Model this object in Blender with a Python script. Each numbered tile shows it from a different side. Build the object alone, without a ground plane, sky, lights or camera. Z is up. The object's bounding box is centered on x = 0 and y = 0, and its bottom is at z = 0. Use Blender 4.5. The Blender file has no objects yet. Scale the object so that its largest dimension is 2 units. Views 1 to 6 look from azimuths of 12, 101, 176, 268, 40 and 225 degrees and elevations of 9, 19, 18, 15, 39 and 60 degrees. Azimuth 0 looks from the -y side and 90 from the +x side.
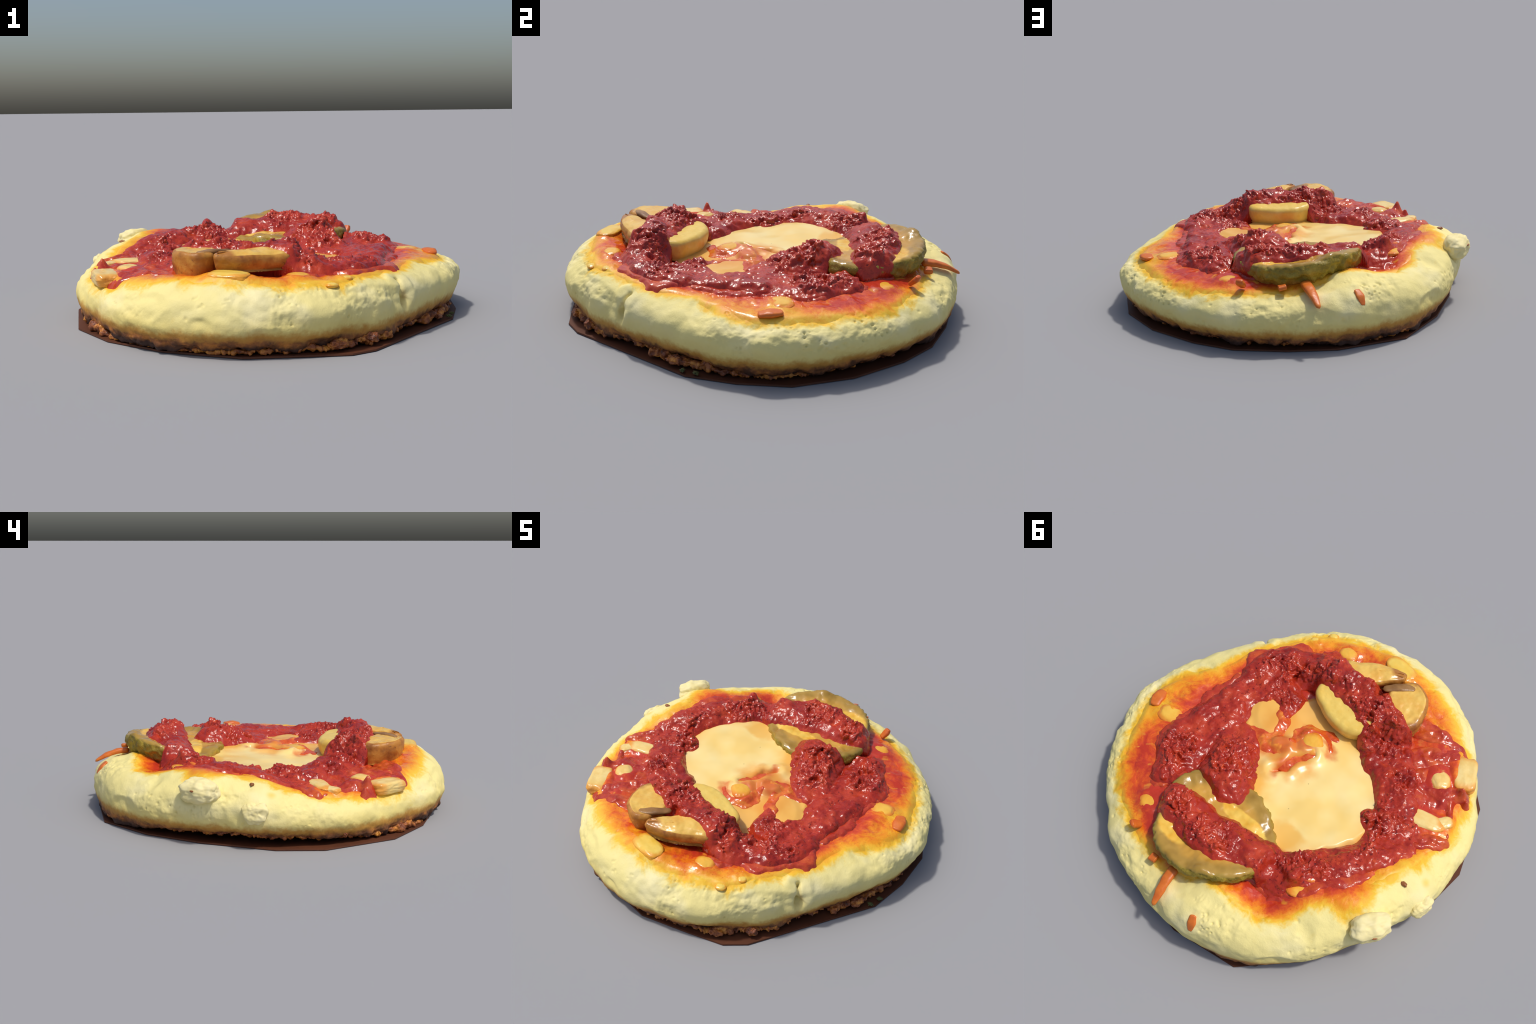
# A small home-baked pizza: a thick pale dough ring on a dark many-sided base, orange oily
# sauce, a pool of melted cheese, a rope of coarse red tomato topping, mushroom slices,
# one big pickle slice, bits of cheese, carrot and feta crumbs.
import bpy, math
import numpy as np

SUN = None
rng = np.random.default_rng(7)

# ------------------------------------------------------------------ noise
def _hash(ix, iy, iz, s):
    h = (ix * 374761393 + iy * 668265263 + iz * 2147483647 + s * 974634777) & 0xFFFFFFFF
    h = ((h ^ (h >> 13)) * 1274126177) & 0xFFFFFFFF
    h = ((h ^ (h >> 16)) * 2246822519) & 0xFFFFFFFF
    return (h ^ (h >> 15)) & 0xFFFFFFFF

def perlin(P, s=0):
    P = np.asarray(P, float)
    i = np.floor(P).astype(np.int64); f = P - i
    u = f * f * f * (f * (f * 6 - 15) + 10)
    out = 0
    for dx in (0, 1):
        for dy in (0, 1):
            for dz in (0, 1):
                h = _hash(i[..., 0] + dx, i[..., 1] + dy, i[..., 2] + dz, s)
                a = (h & 1023) / 1023 * 2 * np.pi
                zc = ((h >> 10) & 1023) / 511.5 - 1
                q = np.sqrt(np.maximum(0, 1 - zc * zc))
                d = q * np.cos(a) * (f[..., 0] - dx) + q * np.sin(a) * (f[..., 1] - dy) + zc * (f[..., 2] - dz)
                w = (u[..., 0] if dx else 1 - u[..., 0]) * (u[..., 1] if dy else 1 - u[..., 1]) * (u[..., 2] if dz else 1 - u[..., 2])
                out = out + w * d
    return out * 1.5

def fbm(P, octaves=3, s=0):
    t, a = 0, 1.0
    for k in range(octaves):
        t = t + a * perlin(np.asarray(P) * 2 ** k, s + 11 * k); a *= 0.5
    return t

def worley(P, s=0):
    P = np.asarray(P, float); i = np.floor(P).astype(np.int64)
    best = np.full(P.shape[:-1], 9.0)
    for dx in (-1, 0, 1):
        for dy in (-1, 0, 1):
            for dz in (-1, 0, 1):
                c = i + (dx, dy, dz)
                o = np.stack([_hash(c[..., 0], c[..., 1], c[..., 2], s + k) / 4294967295.0 for k in (1, 2, 3)], -1)
                best = np.minimum(best, ((c + o - P) ** 2).sum(-1))
    return np.sqrt(best)

def sstep(a, b, x):
    t = np.clip((x - a) / (b - a), 0, 1)
    return t * t * (3 - 2 * t)

def xyz(x, y, z=0.0):
    x, y, z = np.broadcast_arrays(x, y, z)
    return np.stack([x, y, z], -1).astype(float)

# ------------------------------------------------------------------ curves
def periodic(knots):
    """smooth periodic function of the angle in degrees through (angle, value) knots"""
    a = np.radians([k[0] for k in knots]); v = np.array([k[1] for k in knots], float)
    o = np.argsort(a); a, v = a[o], v[o]
    A = np.concatenate([a - 2 * np.pi, a, a + 2 * np.pi]); V = np.tile(v, 3)
    m = np.gradient(V, A)
    def f(t):
        t = (np.asarray(t) + np.pi) % (2 * np.pi) - np.pi
        j = np.clip(np.searchsorted(A, t) - 1, 0, len(A) - 2)
        h = A[j + 1] - A[j]; s = (t - A[j]) / h
        return ((2 * s**3 - 3 * s**2 + 1) * V[j] + (s**3 - 2 * s**2 + s) * h * m[j]
                + (-2 * s**3 + 3 * s**2) * V[j + 1] + (s**3 - s**2) * h * m[j + 1])
    return f

def closed_spline(pts, n):
    p = np.array(pts, float); m = len(p)
    t = np.linspace(0, m, n, endpoint=False); j = t.astype(int); s = (t - j)[:, None]
    p0, p1, p2, p3 = p[(j - 1) % m], p[j], p[(j + 1) % m], p[(j + 2) % m]
    return 0.5 * (2 * p1 + (p2 - p0) * s + (2 * p0 - 5 * p1 + 4 * p2 - p3) * s**2 + (3 * p1 - p0 - 3 * p2 + p3) * s**3)

def spine_sdf(x, y, spines, k=0.03):
    """signed depth inside a smooth union of tapered capsules laid along spines (x, y, half width)"""
    acc = None
    for sp in spines:
        for (ax, ay, ar), (bx, by, br) in zip(sp[:-1], sp[1:]):
            ux, uy = bx - ax, by - ay
            t = np.clip(((x - ax) * ux + (y - ay) * uy) / (ux * ux + uy * uy + 1e-9), 0, 1)
            d = ar + (br - ar) * t - np.hypot(x - ax - ux * t, y - ay - uy * t)
            if acc is None:
                acc = d
            else:
                h = np.clip(0.5 + 0.5 * (d - acc) / k, 0, 1)
                acc = acc * (1 - h) + d * h + k * h * (1 - h) * 0.5
    return acc

def poly_sdf(x, y, poly):
    p = np.asarray(poly); d2 = np.full(np.shape(x), 9.0); inside = np.zeros(np.shape(x), bool)
    for a, b in zip(p, np.roll(p, -1, 0)):
        u = b - a; t = np.clip(((x - a[0]) * u[0] + (y - a[1]) * u[1]) / (u @ u + 1e-12), 0, 1)
        d2 = np.minimum(d2, (x - a[0] - t * u[0])**2 + (y - a[1] - t * u[1])**2)
        c = ((a[1] > y) != (b[1] > y)) & (x < (b[0] - a[0]) * (y - a[1]) / (b[1] - a[1] + 1e-12) + a[0])
        inside ^= c
    return np.where(inside, 1, -1) * np.sqrt(d2)

# ------------------------------------------------------------------ the dough's form
RADIUS = periodic([(-57, .935), (-49, .905), (-38, .865), (-23, .858), (-12, .880), (-4, .910), (5, .945), (15, .970), (24, .972),
                   (38, .968), (57, .972), (74, .985), (90, .982), (104, .995), (120, .99), (137, .965), (150, .930),
                   (165, .920), (177, .935), (-173, .94), (-162, .945), (-152, .95), (-138, .948), (-129, .955), (-119, .986),
                   (-110, 1.006), (-99, 1.010), (-88, .998), (-77, .98), (-65, .957)])
WAIST = periodic([(-170, .13), (-130, .12), (-90, .13), (-45, .17), (0, .175), (45, .16), (90, .15), (135, .15), (170, .16)])
RIM = periodic([(-170, .280), (-160, .254), (-150, .256), (-125, .282), (-100, .314), (-80, .312), (-60, .296), (-38, .292), (-10, .282), (20, .272),
                (60, .268), (90, .276), (104, .324), (118, .318), (132, .312), (147, .342), (163, .345), (174, .345)])
FOOT_OUT = periodic([(-180, .905), (-160, .92), (-140, .94), (-120, .895), (-100, .885), (-82, .87), (-64, .87), (-54, .92), (-44, .975), (-32, .94), (-16, .885), (0, .865), (35, .87), (60, .905), (90, .905), (118, .93), (140, .905)])
FOOT = periodic([(-180, .055), (-165, .045), (-140, .02), (-90, .016), (-45, .03), (-15, .032), (15, .018), (54, .035), (90, .02), (125, .022), (150, .05)])
STAIN = periodic([(-174, .80), (-165, .85), (-154, .866), (-147, .884), (-136, .90), (-129, .885), (-121, .895), (-112, .872), (-99, .877),
                  (-90, .878), (-81, .86), (-69, .851), (-58, .835), (-50, .807), (-38, .772), (-25, .75), (-18, .735), (-9, .75),
                  (-1, .796), (7, .842), (15, .864), (22, .866), (35, .88), (48, .888), (59, .875), (76, .865), (83, .853),
                  (90, .82), (97, .775), (106, .772), (113, .800), (121, .83), (130, .82), (144, .78), (151, .85), (157, .84), (163, .78), (168, .77), (178, .785)])

def floor_z(x, y):
    return 0.258 + 0.03 * y + 0.012 * perlin(xyz(x * 2.2, y * 2.2, 1.7), 3)

def surface_z(x, y):
    """top of the dough over the plan"""
    th, r = np.arctan2(y, x), np.hypot(x, y)
    q = np.clip(r / RADIUS(th), 0, 1)
    top = floor_z(x, y) * (1 - sstep(.55, .86, q)) + RIM(th) * sstep(.55, .86, q)
    for dx, dy, a, w in ((-.38, .62, .050, .118), (-.69, -.05, .030, .16), (-.62, -.36, .015, .15), (-.64, .16, .015, .12)):
        top = top - a * np.exp(-((x - dx)**2 + (y - dy)**2) / w**2)
    u = np.clip((q - .63) / .37, 0, 1)
    return WAIST(th) + (top - WAIST(th)) * (1 - u**2.7)**(1 / 2.1)

# ------------------------------------------------------------------ meshes
ROOT = bpy.data.objects.new("mini_pizza", None)
ROOT.empty_display_size = 0.2
bpy.context.scene.collection.objects.link(ROOT)
ROOT["label"] = "small thick pizza with red topping, mushrooms and cheese"
ROOT["category"] = "pizza"

def add_mesh(name, V, F, mats, parent=ROOT, smooth=True, fmat=None, stuff=False):
    me = bpy.data.meshes.new(name)
    F = [np.asarray(f, np.int32) for f in F]
    V = np.asarray(V, np.float32)
    me.vertices.add(len(V)); me.vertices.foreach_set("co", V.ravel())
    loops = np.concatenate([f.ravel() for f in F])
    tot = np.concatenate([np.full(len(f), f.shape[1], np.int32) for f in F])
    start = np.concatenate([[0], np.cumsum(tot)[:-1]]).astype(np.int32)
    me.loops.add(len(loops)); me.loops.foreach_set("vertex_index", loops)
    me.polygons.add(len(tot)); me.polygons.foreach_set("loop_start", start); me.polygons.foreach_set("loop_total", tot)
    if fmat is not None:
        me.polygons.foreach_set("material_index", np.asarray(fmat, np.int32))
    me.polygons.foreach_set("use_smooth", np.full(len(tot), smooth, bool))
    for m in mats:
        me.materials.append(m)
    me.update(calc_edges=True); me.validate()
    ob = bpy.data.objects.new(name, me)
    bpy.context.scene.collection.objects.link(ob)
    ob.parent = parent
    if stuff:
        ob["kind"] = "stuff"
    return ob

def ring_faces(rows, n, close=True):
    i = np.arange(rows - 1)[:, None] * n; j = np.arange(n if close else n - 1)[None]; k = (j + 1) % n
    return np.stack([i + j, i + k, i + n + k, i + n + j], -1).reshape(-1, 4)

def grid_normals(P):
    n = np.cross(np.gradient(P, axis=1), np.gradient(P, axis=0))
    n /= np.linalg.norm(n, axis=-1, keepdims=True) + 1e-12
    return n * np.sign(n[..., 2:].mean() or 1)

def patch(name, P, depth, mats, under=0.05, **kw):
    """closed lump from a grid of points P; keeps cells where depth > 0, with a hidden underside"""
    r, c = depth.shape
    keep = np.maximum.reduce([depth[:-1, :-1], depth[1:, :-1], depth[:-1, 1:], depth[1:, 1:]]) > 0
    ii, jj = np.nonzero(keep); a = ii * c + jj
    Q = np.stack([a, a + 1, a + c + 1, a + c], -1)
    used, inv = np.unique(Q, return_inverse=True); Q = inv.reshape(Q.shape)
    top = P.reshape(-1, 3)[used]; n = len(top)
    bot = top.copy(); bot[:, 2] = surface_z(top[:, 0], top[:, 1]) - under
    e = np.concatenate([Q[:, [k, (k + 1) % 4]] for k in range(4)])
    key = e[:, 0].astype(np.int64) * n + e[:, 1]; rev = e[:, 1].astype(np.int64) * n + e[:, 0]
    b = e[~np.isin(key, rev)]
    side = np.stack([b[:, 1], b[:, 0], b[:, 0] + n, b[:, 1] + n], -1)
    return add_mesh(name, np.concatenate([top, bot]), [Q, Q[:, ::-1] + n, side], mats, **kw)

# ------------------------------------------------------------------ materials
class Nodes:
    def __init__(self, name):
        self.m = bpy.data.materials.new(name); self.m.use_nodes = True
        self.t = self.m.node_tree; self.bsdf = self.t.nodes["Principled BSDF"]
        self.co = self.n("TexCoord").outputs["Object"]
    def n(self, kind):
        return self.t.nodes.new("ShaderNode" + kind)
    def put(self, sock, v):
        if hasattr(v, "is_output"):
            self.t.links.new(v, sock)
        elif isinstance(v, (tuple, list)) and sock.type == "RGBA":
            sock.default_value = (*v[:3], 1)
        else:
            sock.default_value = v
    def math(self, op, a, b=0.0, c=0.0, clamp=False):
        n = self.n("Math"); n.operation = op; n.use_clamp = clamp
        for s, v in zip(n.inputs, (a, b, c)):
            self.put(s, v)
        return n.outputs[0]
    def noise(self, scale, detail=3, rough=.5, co=None, dist=0.0):
        n = self.n("TexNoise"); self.put(n.inputs["Vector"], co or self.co)
        n.inputs["Scale"].default_value, n.inputs["Detail"].default_value = scale, detail
        n.inputs["Roughness"].default_value, n.inputs["Distortion"].default_value = rough, dist
        return n.outputs["Fac"]
    def voronoi(self, scale, co=None, feature="F1"):
        n = self.n("TexVoronoi"); n.feature = feature; self.put(n.inputs["Vector"], co or self.co); n.inputs["Scale"].default_value = scale
        return n.outputs["Distance"]
    def ramp(self, fac, stops, ease="LINEAR"):
        n = self.n("ValToRGB"); self.put(n.inputs[0], fac); e = n.color_ramp.elements; n.color_ramp.interpolation = ease
        while len(e) < len(stops):
            e.new(0.5)
        for k, (p, c) in zip(e, stops):
            k.position = p; k.color = (*((c,) * 3 if np.isscalar(c) else c), 1)
        return n.outputs[0]
    def step(self, x, a, b):
        n = self.n("MapRange"); n.interpolation_type = "SMOOTHSTEP"
        self.put(n.inputs[0], x); n.inputs[1].default_value, n.inputs[2].default_value = a, b
        return n.outputs[0]
    def mix(self, f, a, b, mode="MIX"):
        n = self.n("Mix"); n.data_type = "RGBA"; n.blend_type = mode
        self.put(n.inputs[0], f); self.put(n.inputs[6], a); self.put(n.inputs[7], b)
        return n.outputs[2]
    def warped(self, scale, amount):
        n = self.n("TexNoise"); self.put(n.inputs["Vector"], self.co); n.inputs["Scale"].default_value = scale; n.inputs["Detail"].default_value = 4
        a = self.n("VectorMath"); a.operation = "SUBTRACT"; self.put(a.inputs[0], n.outputs["Color"]); a.inputs[1].default_value = (.5, .5, .5)
        b = self.n("VectorMath"); b.operation = "MULTIPLY_ADD"; self.put(b.inputs[0], a.outputs[0]); b.inputs[1].default_value = (amount,) * 3; self.put(b.inputs[2], self.co)
        return b.outputs[0]
    def radial(self, centre, radius, keys=48):
        """depth inside a plan whose radius about a centre is a function of the angle"""
        sx = self.n("SeparateXYZ"); self.put(sx.inputs[0], self.co)
        x, y = self.math("SUBTRACT", sx.outputs[0], centre[0]), self.math("SUBTRACT", sx.outputs[1], centre[1])
        r = self.math("SQRT", self.math("ADD", self.math("MULTIPLY", x, x), self.math("MULTIPLY", y, y)))
        ang = self.math("MULTIPLY_ADD", self.math("ARCTAN2", y, x), 1 / (2 * math.pi), .5)
        fc = self.n("FloatCurve"); fc.inputs["Factor"].default_value = 1; self.put(fc.inputs["Value"], ang)
        pts = fc.mapping.curves[0].points
        while len(pts) < keys + 1:
            pts.new(.5, .5)
        for k in range(keys + 1):
            pts[k].location = (k / keys, float(radius(-np.pi + 2 * np.pi * k / keys)))
        fc.mapping.update()
        return self.math("SUBTRACT", fc.outputs[0], r)
    def spot(self, p, size, inner=0.0, co=None):
        """1 at the place p, falling to 0 at its edge; size is one number or three half axes"""
        mp = self.n("Mapping"); mp.vector_type = "POINT"; self.put(mp.inputs["Vector"], co or self.co)
        s = (size,) * 3 if np.isscalar(size) else size
        mp.inputs["Location"].default_value = tuple(-c / d for c, d in zip(p, s)); mp.inputs["Scale"].default_value = tuple(1 / d for d in s)
        ln = self.n("VectorMath"); ln.operation = "LENGTH"; self.put(ln.inputs[0], mp.outputs[0])
        return self.step(ln.outputs["Value"], 1.0, inner)
    def bump(self, h, strength, dist=.01, prev=None):
        n = self.n("Bump"); n.inputs["Strength"].default_value, n.inputs["Distance"].default_value = strength, dist
        self.put(n.inputs["Height"], h)
        if prev is not None:
            self.put(n.inputs["Normal"], prev)
        return n.outputs[0]
    def done(self, colour, rough=.5, normal=None, spec=.5, sss=0.0, coat=0.0, sss_r=(1, .4, .15)):
        b = self.bsdf.inputs
        self.put(b["Base Color"], colour); self.put(b["Roughness"], rough); self.put(b["Specular IOR Level"], spec)
        if normal is not None:
            self.put(b["Normal"], normal)
        if sss and SUN:
            b["Subsurface Weight"].default_value = sss; b["Subsurface Radius"].default_value = sss_r; b["Subsurface Scale"].default_value = .02
        if coat:
            b["Coat Weight"].default_value = coat; b["Coat Roughness"].default_value = .12
        return self.m

CREAM = (.84, .73, .30)
def stain(N):
    """how far a point lies inside the oily stain, in metres, plus its colour"""
    d = N.radial((0, 0), STAIN)
    d = N.math("ADD", d, N.math("MULTIPLY_ADD", N.noise(6, 5, .65, dist=.6), .19, -.095))
    d = N.math("ADD", d, N.math("MULTIPLY_ADD", N.noise(60, 2, .6), .03, -.015))
    # how red each side is
    red = N.math("MULTIPLY_ADD", N.noise(5.5, 5, .7, dist=1.4), 1.5, -.68)
    for p, s, a in (((-.38, .66, .25), .28, .45), ((-.60, .46, .25), .22, .34), ((-.62, -.30, .25), .34, .35), ((.33, .70, .25), .26, .45), ((.66, .50, .25), .20, .28),
                    ((.52, -.66, .25), .22, .08), ((-.10, -.74, .25), .12, -.18), ((.82, -.02, .25), .24, -.10), ((.72, .20, .25), .22, -.18),
                    ((-.70, .15, .25), .15, -.05), ((-.47, -.60, .25), .2, .12), ((.61, -.22, .25), .12, .30), ((-.74, .33, .25), .08, .40)):
        red = N.math("ADD", red, N.math("MULTIPLY", N.spot(p, (s, s, 1)), a))
    f = N.math("ADD", N.math("MULTIPLY", N.math("MAXIMUM", N.math("ADD", d, .02), -.03), 2.6), N.math("MULTIPLY", red, N.step(d, 0.0, .12)))
    col = N.ramp(N.math("ADD", f, .1), [(0.0, CREAM), (.07, (.83, .70, .26)), (.15, (.84, .51, .035)), (.26, (.83, .33, .014)), (.42, (.78, .19, .012)), (.60, (.66, .085, .014)), (.82, (.50, .038, .016))])
    return d, col

def mat_crust():
    N = Nodes("baked_dough")
    d, col = stain(N)
    cream = N.mix(N.step(N.noise(4, 3), .45, .75), col, (.85, .76, .40))
    col = N.mix(N.step(d, -.02, -.05), col, cream)
    col = N.mix(N.math("MULTIPLY", N.step(N.noise(9, 4), .66, .8), .35), col, (.78, .58, .13))
    for p, s in (((-.88, .02, .27), .035), ((-.78, .42, .27), .05), ((-.15, -.92, .2), .03)):
        col = N.mix(N.math("MULTIPLY", N.spot(p, s), .6), col, (.80, .50, .03))
    sx = N.n("SeparateXYZ"); N.put(sx.inputs[0], N.co)
    h = N.math("ADD", sx.outputs[2], N.math("MULTIPLY_ADD", N.noise(8, 4, .6), -.06, .03))
    h = N.math("ADD", h, N.math("MULTIPLY_ADD", N.noise(50, 3, .6), -.03, .015))
    col = N.mix(N.math("MULTIPLY", N.step(h, .19, .09), .65), col, (.74, .57, .15))
    col = N.mix(N.step(h, .125, .085), col, (.52, .26, .045))
    col = N.mix(N.step(h, .090, .06), col, N.ramp(N.noise(14, 4, .65), [(.38, (.10, .04, .018)), (.52, (.26, .095, .028)), (.66, (.50, .19, .035))]))
    col = N.mix(N.step(h, .055, .03), col, (.05, .022, .015))
    col = N.mix(N.step(N.voronoi(38), .09, .03), col, (.45, .28, .06)) if False else col
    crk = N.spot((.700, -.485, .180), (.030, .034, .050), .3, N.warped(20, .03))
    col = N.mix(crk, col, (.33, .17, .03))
    rough = N.math("MULTIPLY_ADD", N.step(d, -.02, .08), -.4, .68)
    b = N.bump(N.noise(45, 4, .6), .25, .01)
    b = N.bump(N.noise(220, 2), .12, .004, b)
    return N.done(col, rough, b, spec=.35, sss=.12)

def mat_sauce():
    N = Nodes("oily_sauce")
    d, col = stain(N)
    col = N.mix(N.math("MULTIPLY", N.step(N.noise(19, 5, .7, dist=1.2), .50, .70), N.step(d, .03, .10)), col, N.mix(.6, col, (.50, .035, .014)))
    col = N.mix(N.math("MULTIPLY", N.step(N.noise(120, 3, .7), .60, .70), N.step(d, .0, .05)), col, N.mix(.5, col, (.36, .03, .012)))
    col = N.mix(N.math("MULTIPLY", N.step(N.noise(15, 2), .62, .72), N.step(d, .03, .09)), col, N.mix(.5, col, (.85, .42, .04)))
    b = N.bump(N.noise(22, 3), .35, .012); b = N.bump(N.noise(110, 2), .12, .003, b)
    return N.done(col, N.math("MULTIPLY_ADD", N.step(d, -.01, .07), -.42, .6), b, spec=.5)

def mat_tomato():
    N = Nodes("coarse_tomato_topping")
    col = N.ramp(N.noise(11, 4, .6), [(.3, (.29, .017, .010)), (.5, (.41, .031, .013)), (.7, (.51, .055, .018))])
    col = N.mix(N.math("MULTIPLY", N.step(N.noise(55, 4, .78), .54, .64), N.step(N.noise(7, 3, .6), .44, .58)), col, (.12, .007, .006))
    col = N.mix(N.math("MULTIPLY", N.step(N.noise(34, 3, .7), .60, .70), .8), col, (.66, .09, .025))
    col = N.mix(N.math("MULTIPLY", N.step(N.noise(6, 3, .6), .52, .66), .6), col, (.24, .012, .009))
    col = N.mix(N.math("MULTIPLY", N.step(N.voronoi(26), .055, .03), .8), col, (.70, .40, .18))
    b = N.bump(N.noise(45, 4, .6), .26, .010); b = N.bump(N.noise(150, 2, .6), .18, .004, b)
    return N.done(col, N.math("MULTIPLY_ADD", N.noise(30, 2), .22, .07), b, spec=.45)

def mat_glaze(name="glossy_tomato_sauce", a=(.36, .020, .012), b_=(.47, .045, .016), c=(.62, .11, .02)):
    N = Nodes(name)
    col = N.ramp(N.noise(9, 5, .65, dist=.8), [(.32, a), (.5, b_), (.68, c)])
    col = N.mix(N.step(N.noise(90, 3, .7), .62, .72), col, (.66, .14, .03))
    b = N.bump(N.noise(14, 3), .5, .02); b = N.bump(N.noise(90, 3), .2, .004, b)
    return N.done(col, .2, b, spec=.55)

def mat_pool():
    N = Nodes("melted_cheese")
    col = N.ramp(N.noise(3.5, 3), [(.35, (.88, .62, .19)), (.55, (.90, .70, .28)), (.7, (.91, .77, .38))])
    wp = N.warped(6, .20)
    def area(p, s, colour, amt, lo=.1, hi=.75):
        nonlocal col
        col = N.mix(N.math("MULTIPLY", N.step(N.spot(p, s, 0, wp), lo, hi), amt), col, colour)
    rim = N.math("SUBTRACT", 1.0, N.spot((-.17, .04, .27), (.40, .42, 9), .62, N.warped(5, .12)))
    col = N.mix(N.math("MULTIPLY", rim, .8), col, (.80, .40, .06))
    for p, sz, c, amt in (((.10, .22), (.20, .17), (.80, .40, .05), .85), ((-.26, .32), (.16, .10), (.82, .42, .05), .7), ((.05, .0), (.24, .17), (.78, .33, .04), .9),
                          ((.22, -.14), (.20, .18), (.77, .32, .04), .7), ((-.12, -.32), (.15, .06), (.78, .42, .07), .7)):
        area((*p, .27), (*sz, .5), c, amt)
    for p, sz in (((.19, .03), (.12, .10)), ((.12, -.05), (.12, .09)), ((.04, -.10), (.12, .06)), ((-.04, -.17), (.12, .05)), ((.03, .03), (.08, .09)), ((.06, -.23), (.11, .04)), ((.02, .10), (.05, .07))):
        area((*p, .27), (*sz, .5), (.64, .12, .018), .9, .0, .95)
    col = N.mix(N.math("MULTIPLY", N.step(N.voronoi(13), .05, .02), .6), col, (.22, .12, .03))
    b = N.bump(N.noise(7, 2), .15, .02); b = N.bump(N.noise(40, 3), .10, .004, b)
    return N.done(col, .28, b, spec=.5)

def mat_plain(name, lo, hi, dark, rough=.35, scale=14, sss=.12, spec=.45, fine=120, bump=.25, dark_at=.64):
    N = Nodes(name)
    col = N.ramp(N.noise(scale, 4, .6), [(.33, lo), (.67, hi)])
    col = N.mix(N.math("MULTIPLY", N.step(N.noise(scale * 1.7, 4, .65), dark_at, dark_at + .14), .8), col, dark)
    b = N.bump(N.noise(scale * 2, 4), bump, .01); b = N.bump(N.noise(fine, 3), .15, .003, b)
    return N.done(col, rough, b, spec=spec, sss=sss)

def mat_pickle_top(centre, radius):
    N = Nodes("pickle_flesh")
    d = N.math("ADD", N.radial(centre, radius), N.math("MULTIPLY_ADD", N.noise(11, 3), .06, -.03))
    band = N.ramp(N.noise(9, 4), [(.35, (.33, .19, .03)), (.65, (.46, .28, .055))])
    seeds = N.ramp(N.noise(14, 3), [(.35, (.76, .40, .035)), (.65, (.82, .55, .10))])
    mid = N.ramp(N.noise(7, 3), [(.35, (.50, .26, .035)), (.65, (.64, .36, .06))])
    col = N.mix(N.step(d, .05, .10), band, mid)
    wp = N.warped(8, .08)
    for p, s in (((.13, .68, .36), (.15, .09, .5)), ((-.06, .41, .33), (.20, .055, .5))):
        col = N.mix(N.step(N.spot(p, s, 0, wp), .08, .32), col, seeds)
    col = N.mix(N.step(d, .022, .0), col, (.36, .24, .04))
    b = N.bump(N.noise(14, 4), .3, .012)
    return N.done(col, .2, b, spec=.5)

def mat_pickle_skin():
    N = Nodes("pickle_skin")
    col = N.ramp(N.noise(16, 5, .65), [(.3, (.17, .12, .014)), (.5, (.30, .215, .022)), (.72, (.50, .36, .05))])
    sx = N.n("SeparateXYZ"); N.put(sx.inputs[0], N.co)
    h = N.math("ADD", sx.outputs[2], N.math("MULTIPLY_ADD", N.noise(12, 3), .06, -.03))
    col = N.mix(N.math("MULTIPLY", N.step(h, .305, .265), .7), col, (.48, .21, .03))
    b = N.bump(N.noise(60, 4, .65), .6, .012)
    return N.done(col, .42, b, spec=.4)

def mat_mushroom_skin():
    N = Nodes("mushroom_skin")
    col = N.ramp(N.noise(10, 4, .6), [(.32, (.26, .09, .018)), (.5, (.46, .19, .03)), (.68, (.64, .34, .06))])
    col = N.mix(N.math("MULTIPLY", N.step(N.noise(24, 4, .7), .58, .7), .8), col, (.14, .05, .02))
    b = N.bump(N.noise(40, 4), .35, .008)
    return N.done(col, .42, b, spec=.35)

def mat_base():
    N = Nodes("dark_baked_base")
    col = N.ramp(N.noise(5, 3), [(.35, (.085, .028, .013)), (.65, (.115, .038, .017))])
    return N.done(col, .6, None, spec=.25)

def mat_burnt():
    N = Nodes("burnt_crumbs")
    col = N.ramp(N.noise(22, 4, .65), [(.30, (.08, .026, .014)), (.44, (.23, .065, .022)), (.54, (.42, .14, .03)), (.66, (.66, .28, .045))])
    b = N.bump(N.noise(70, 4), .5, .01)
    return N.done(col, .45, b, spec=.4)

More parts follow.
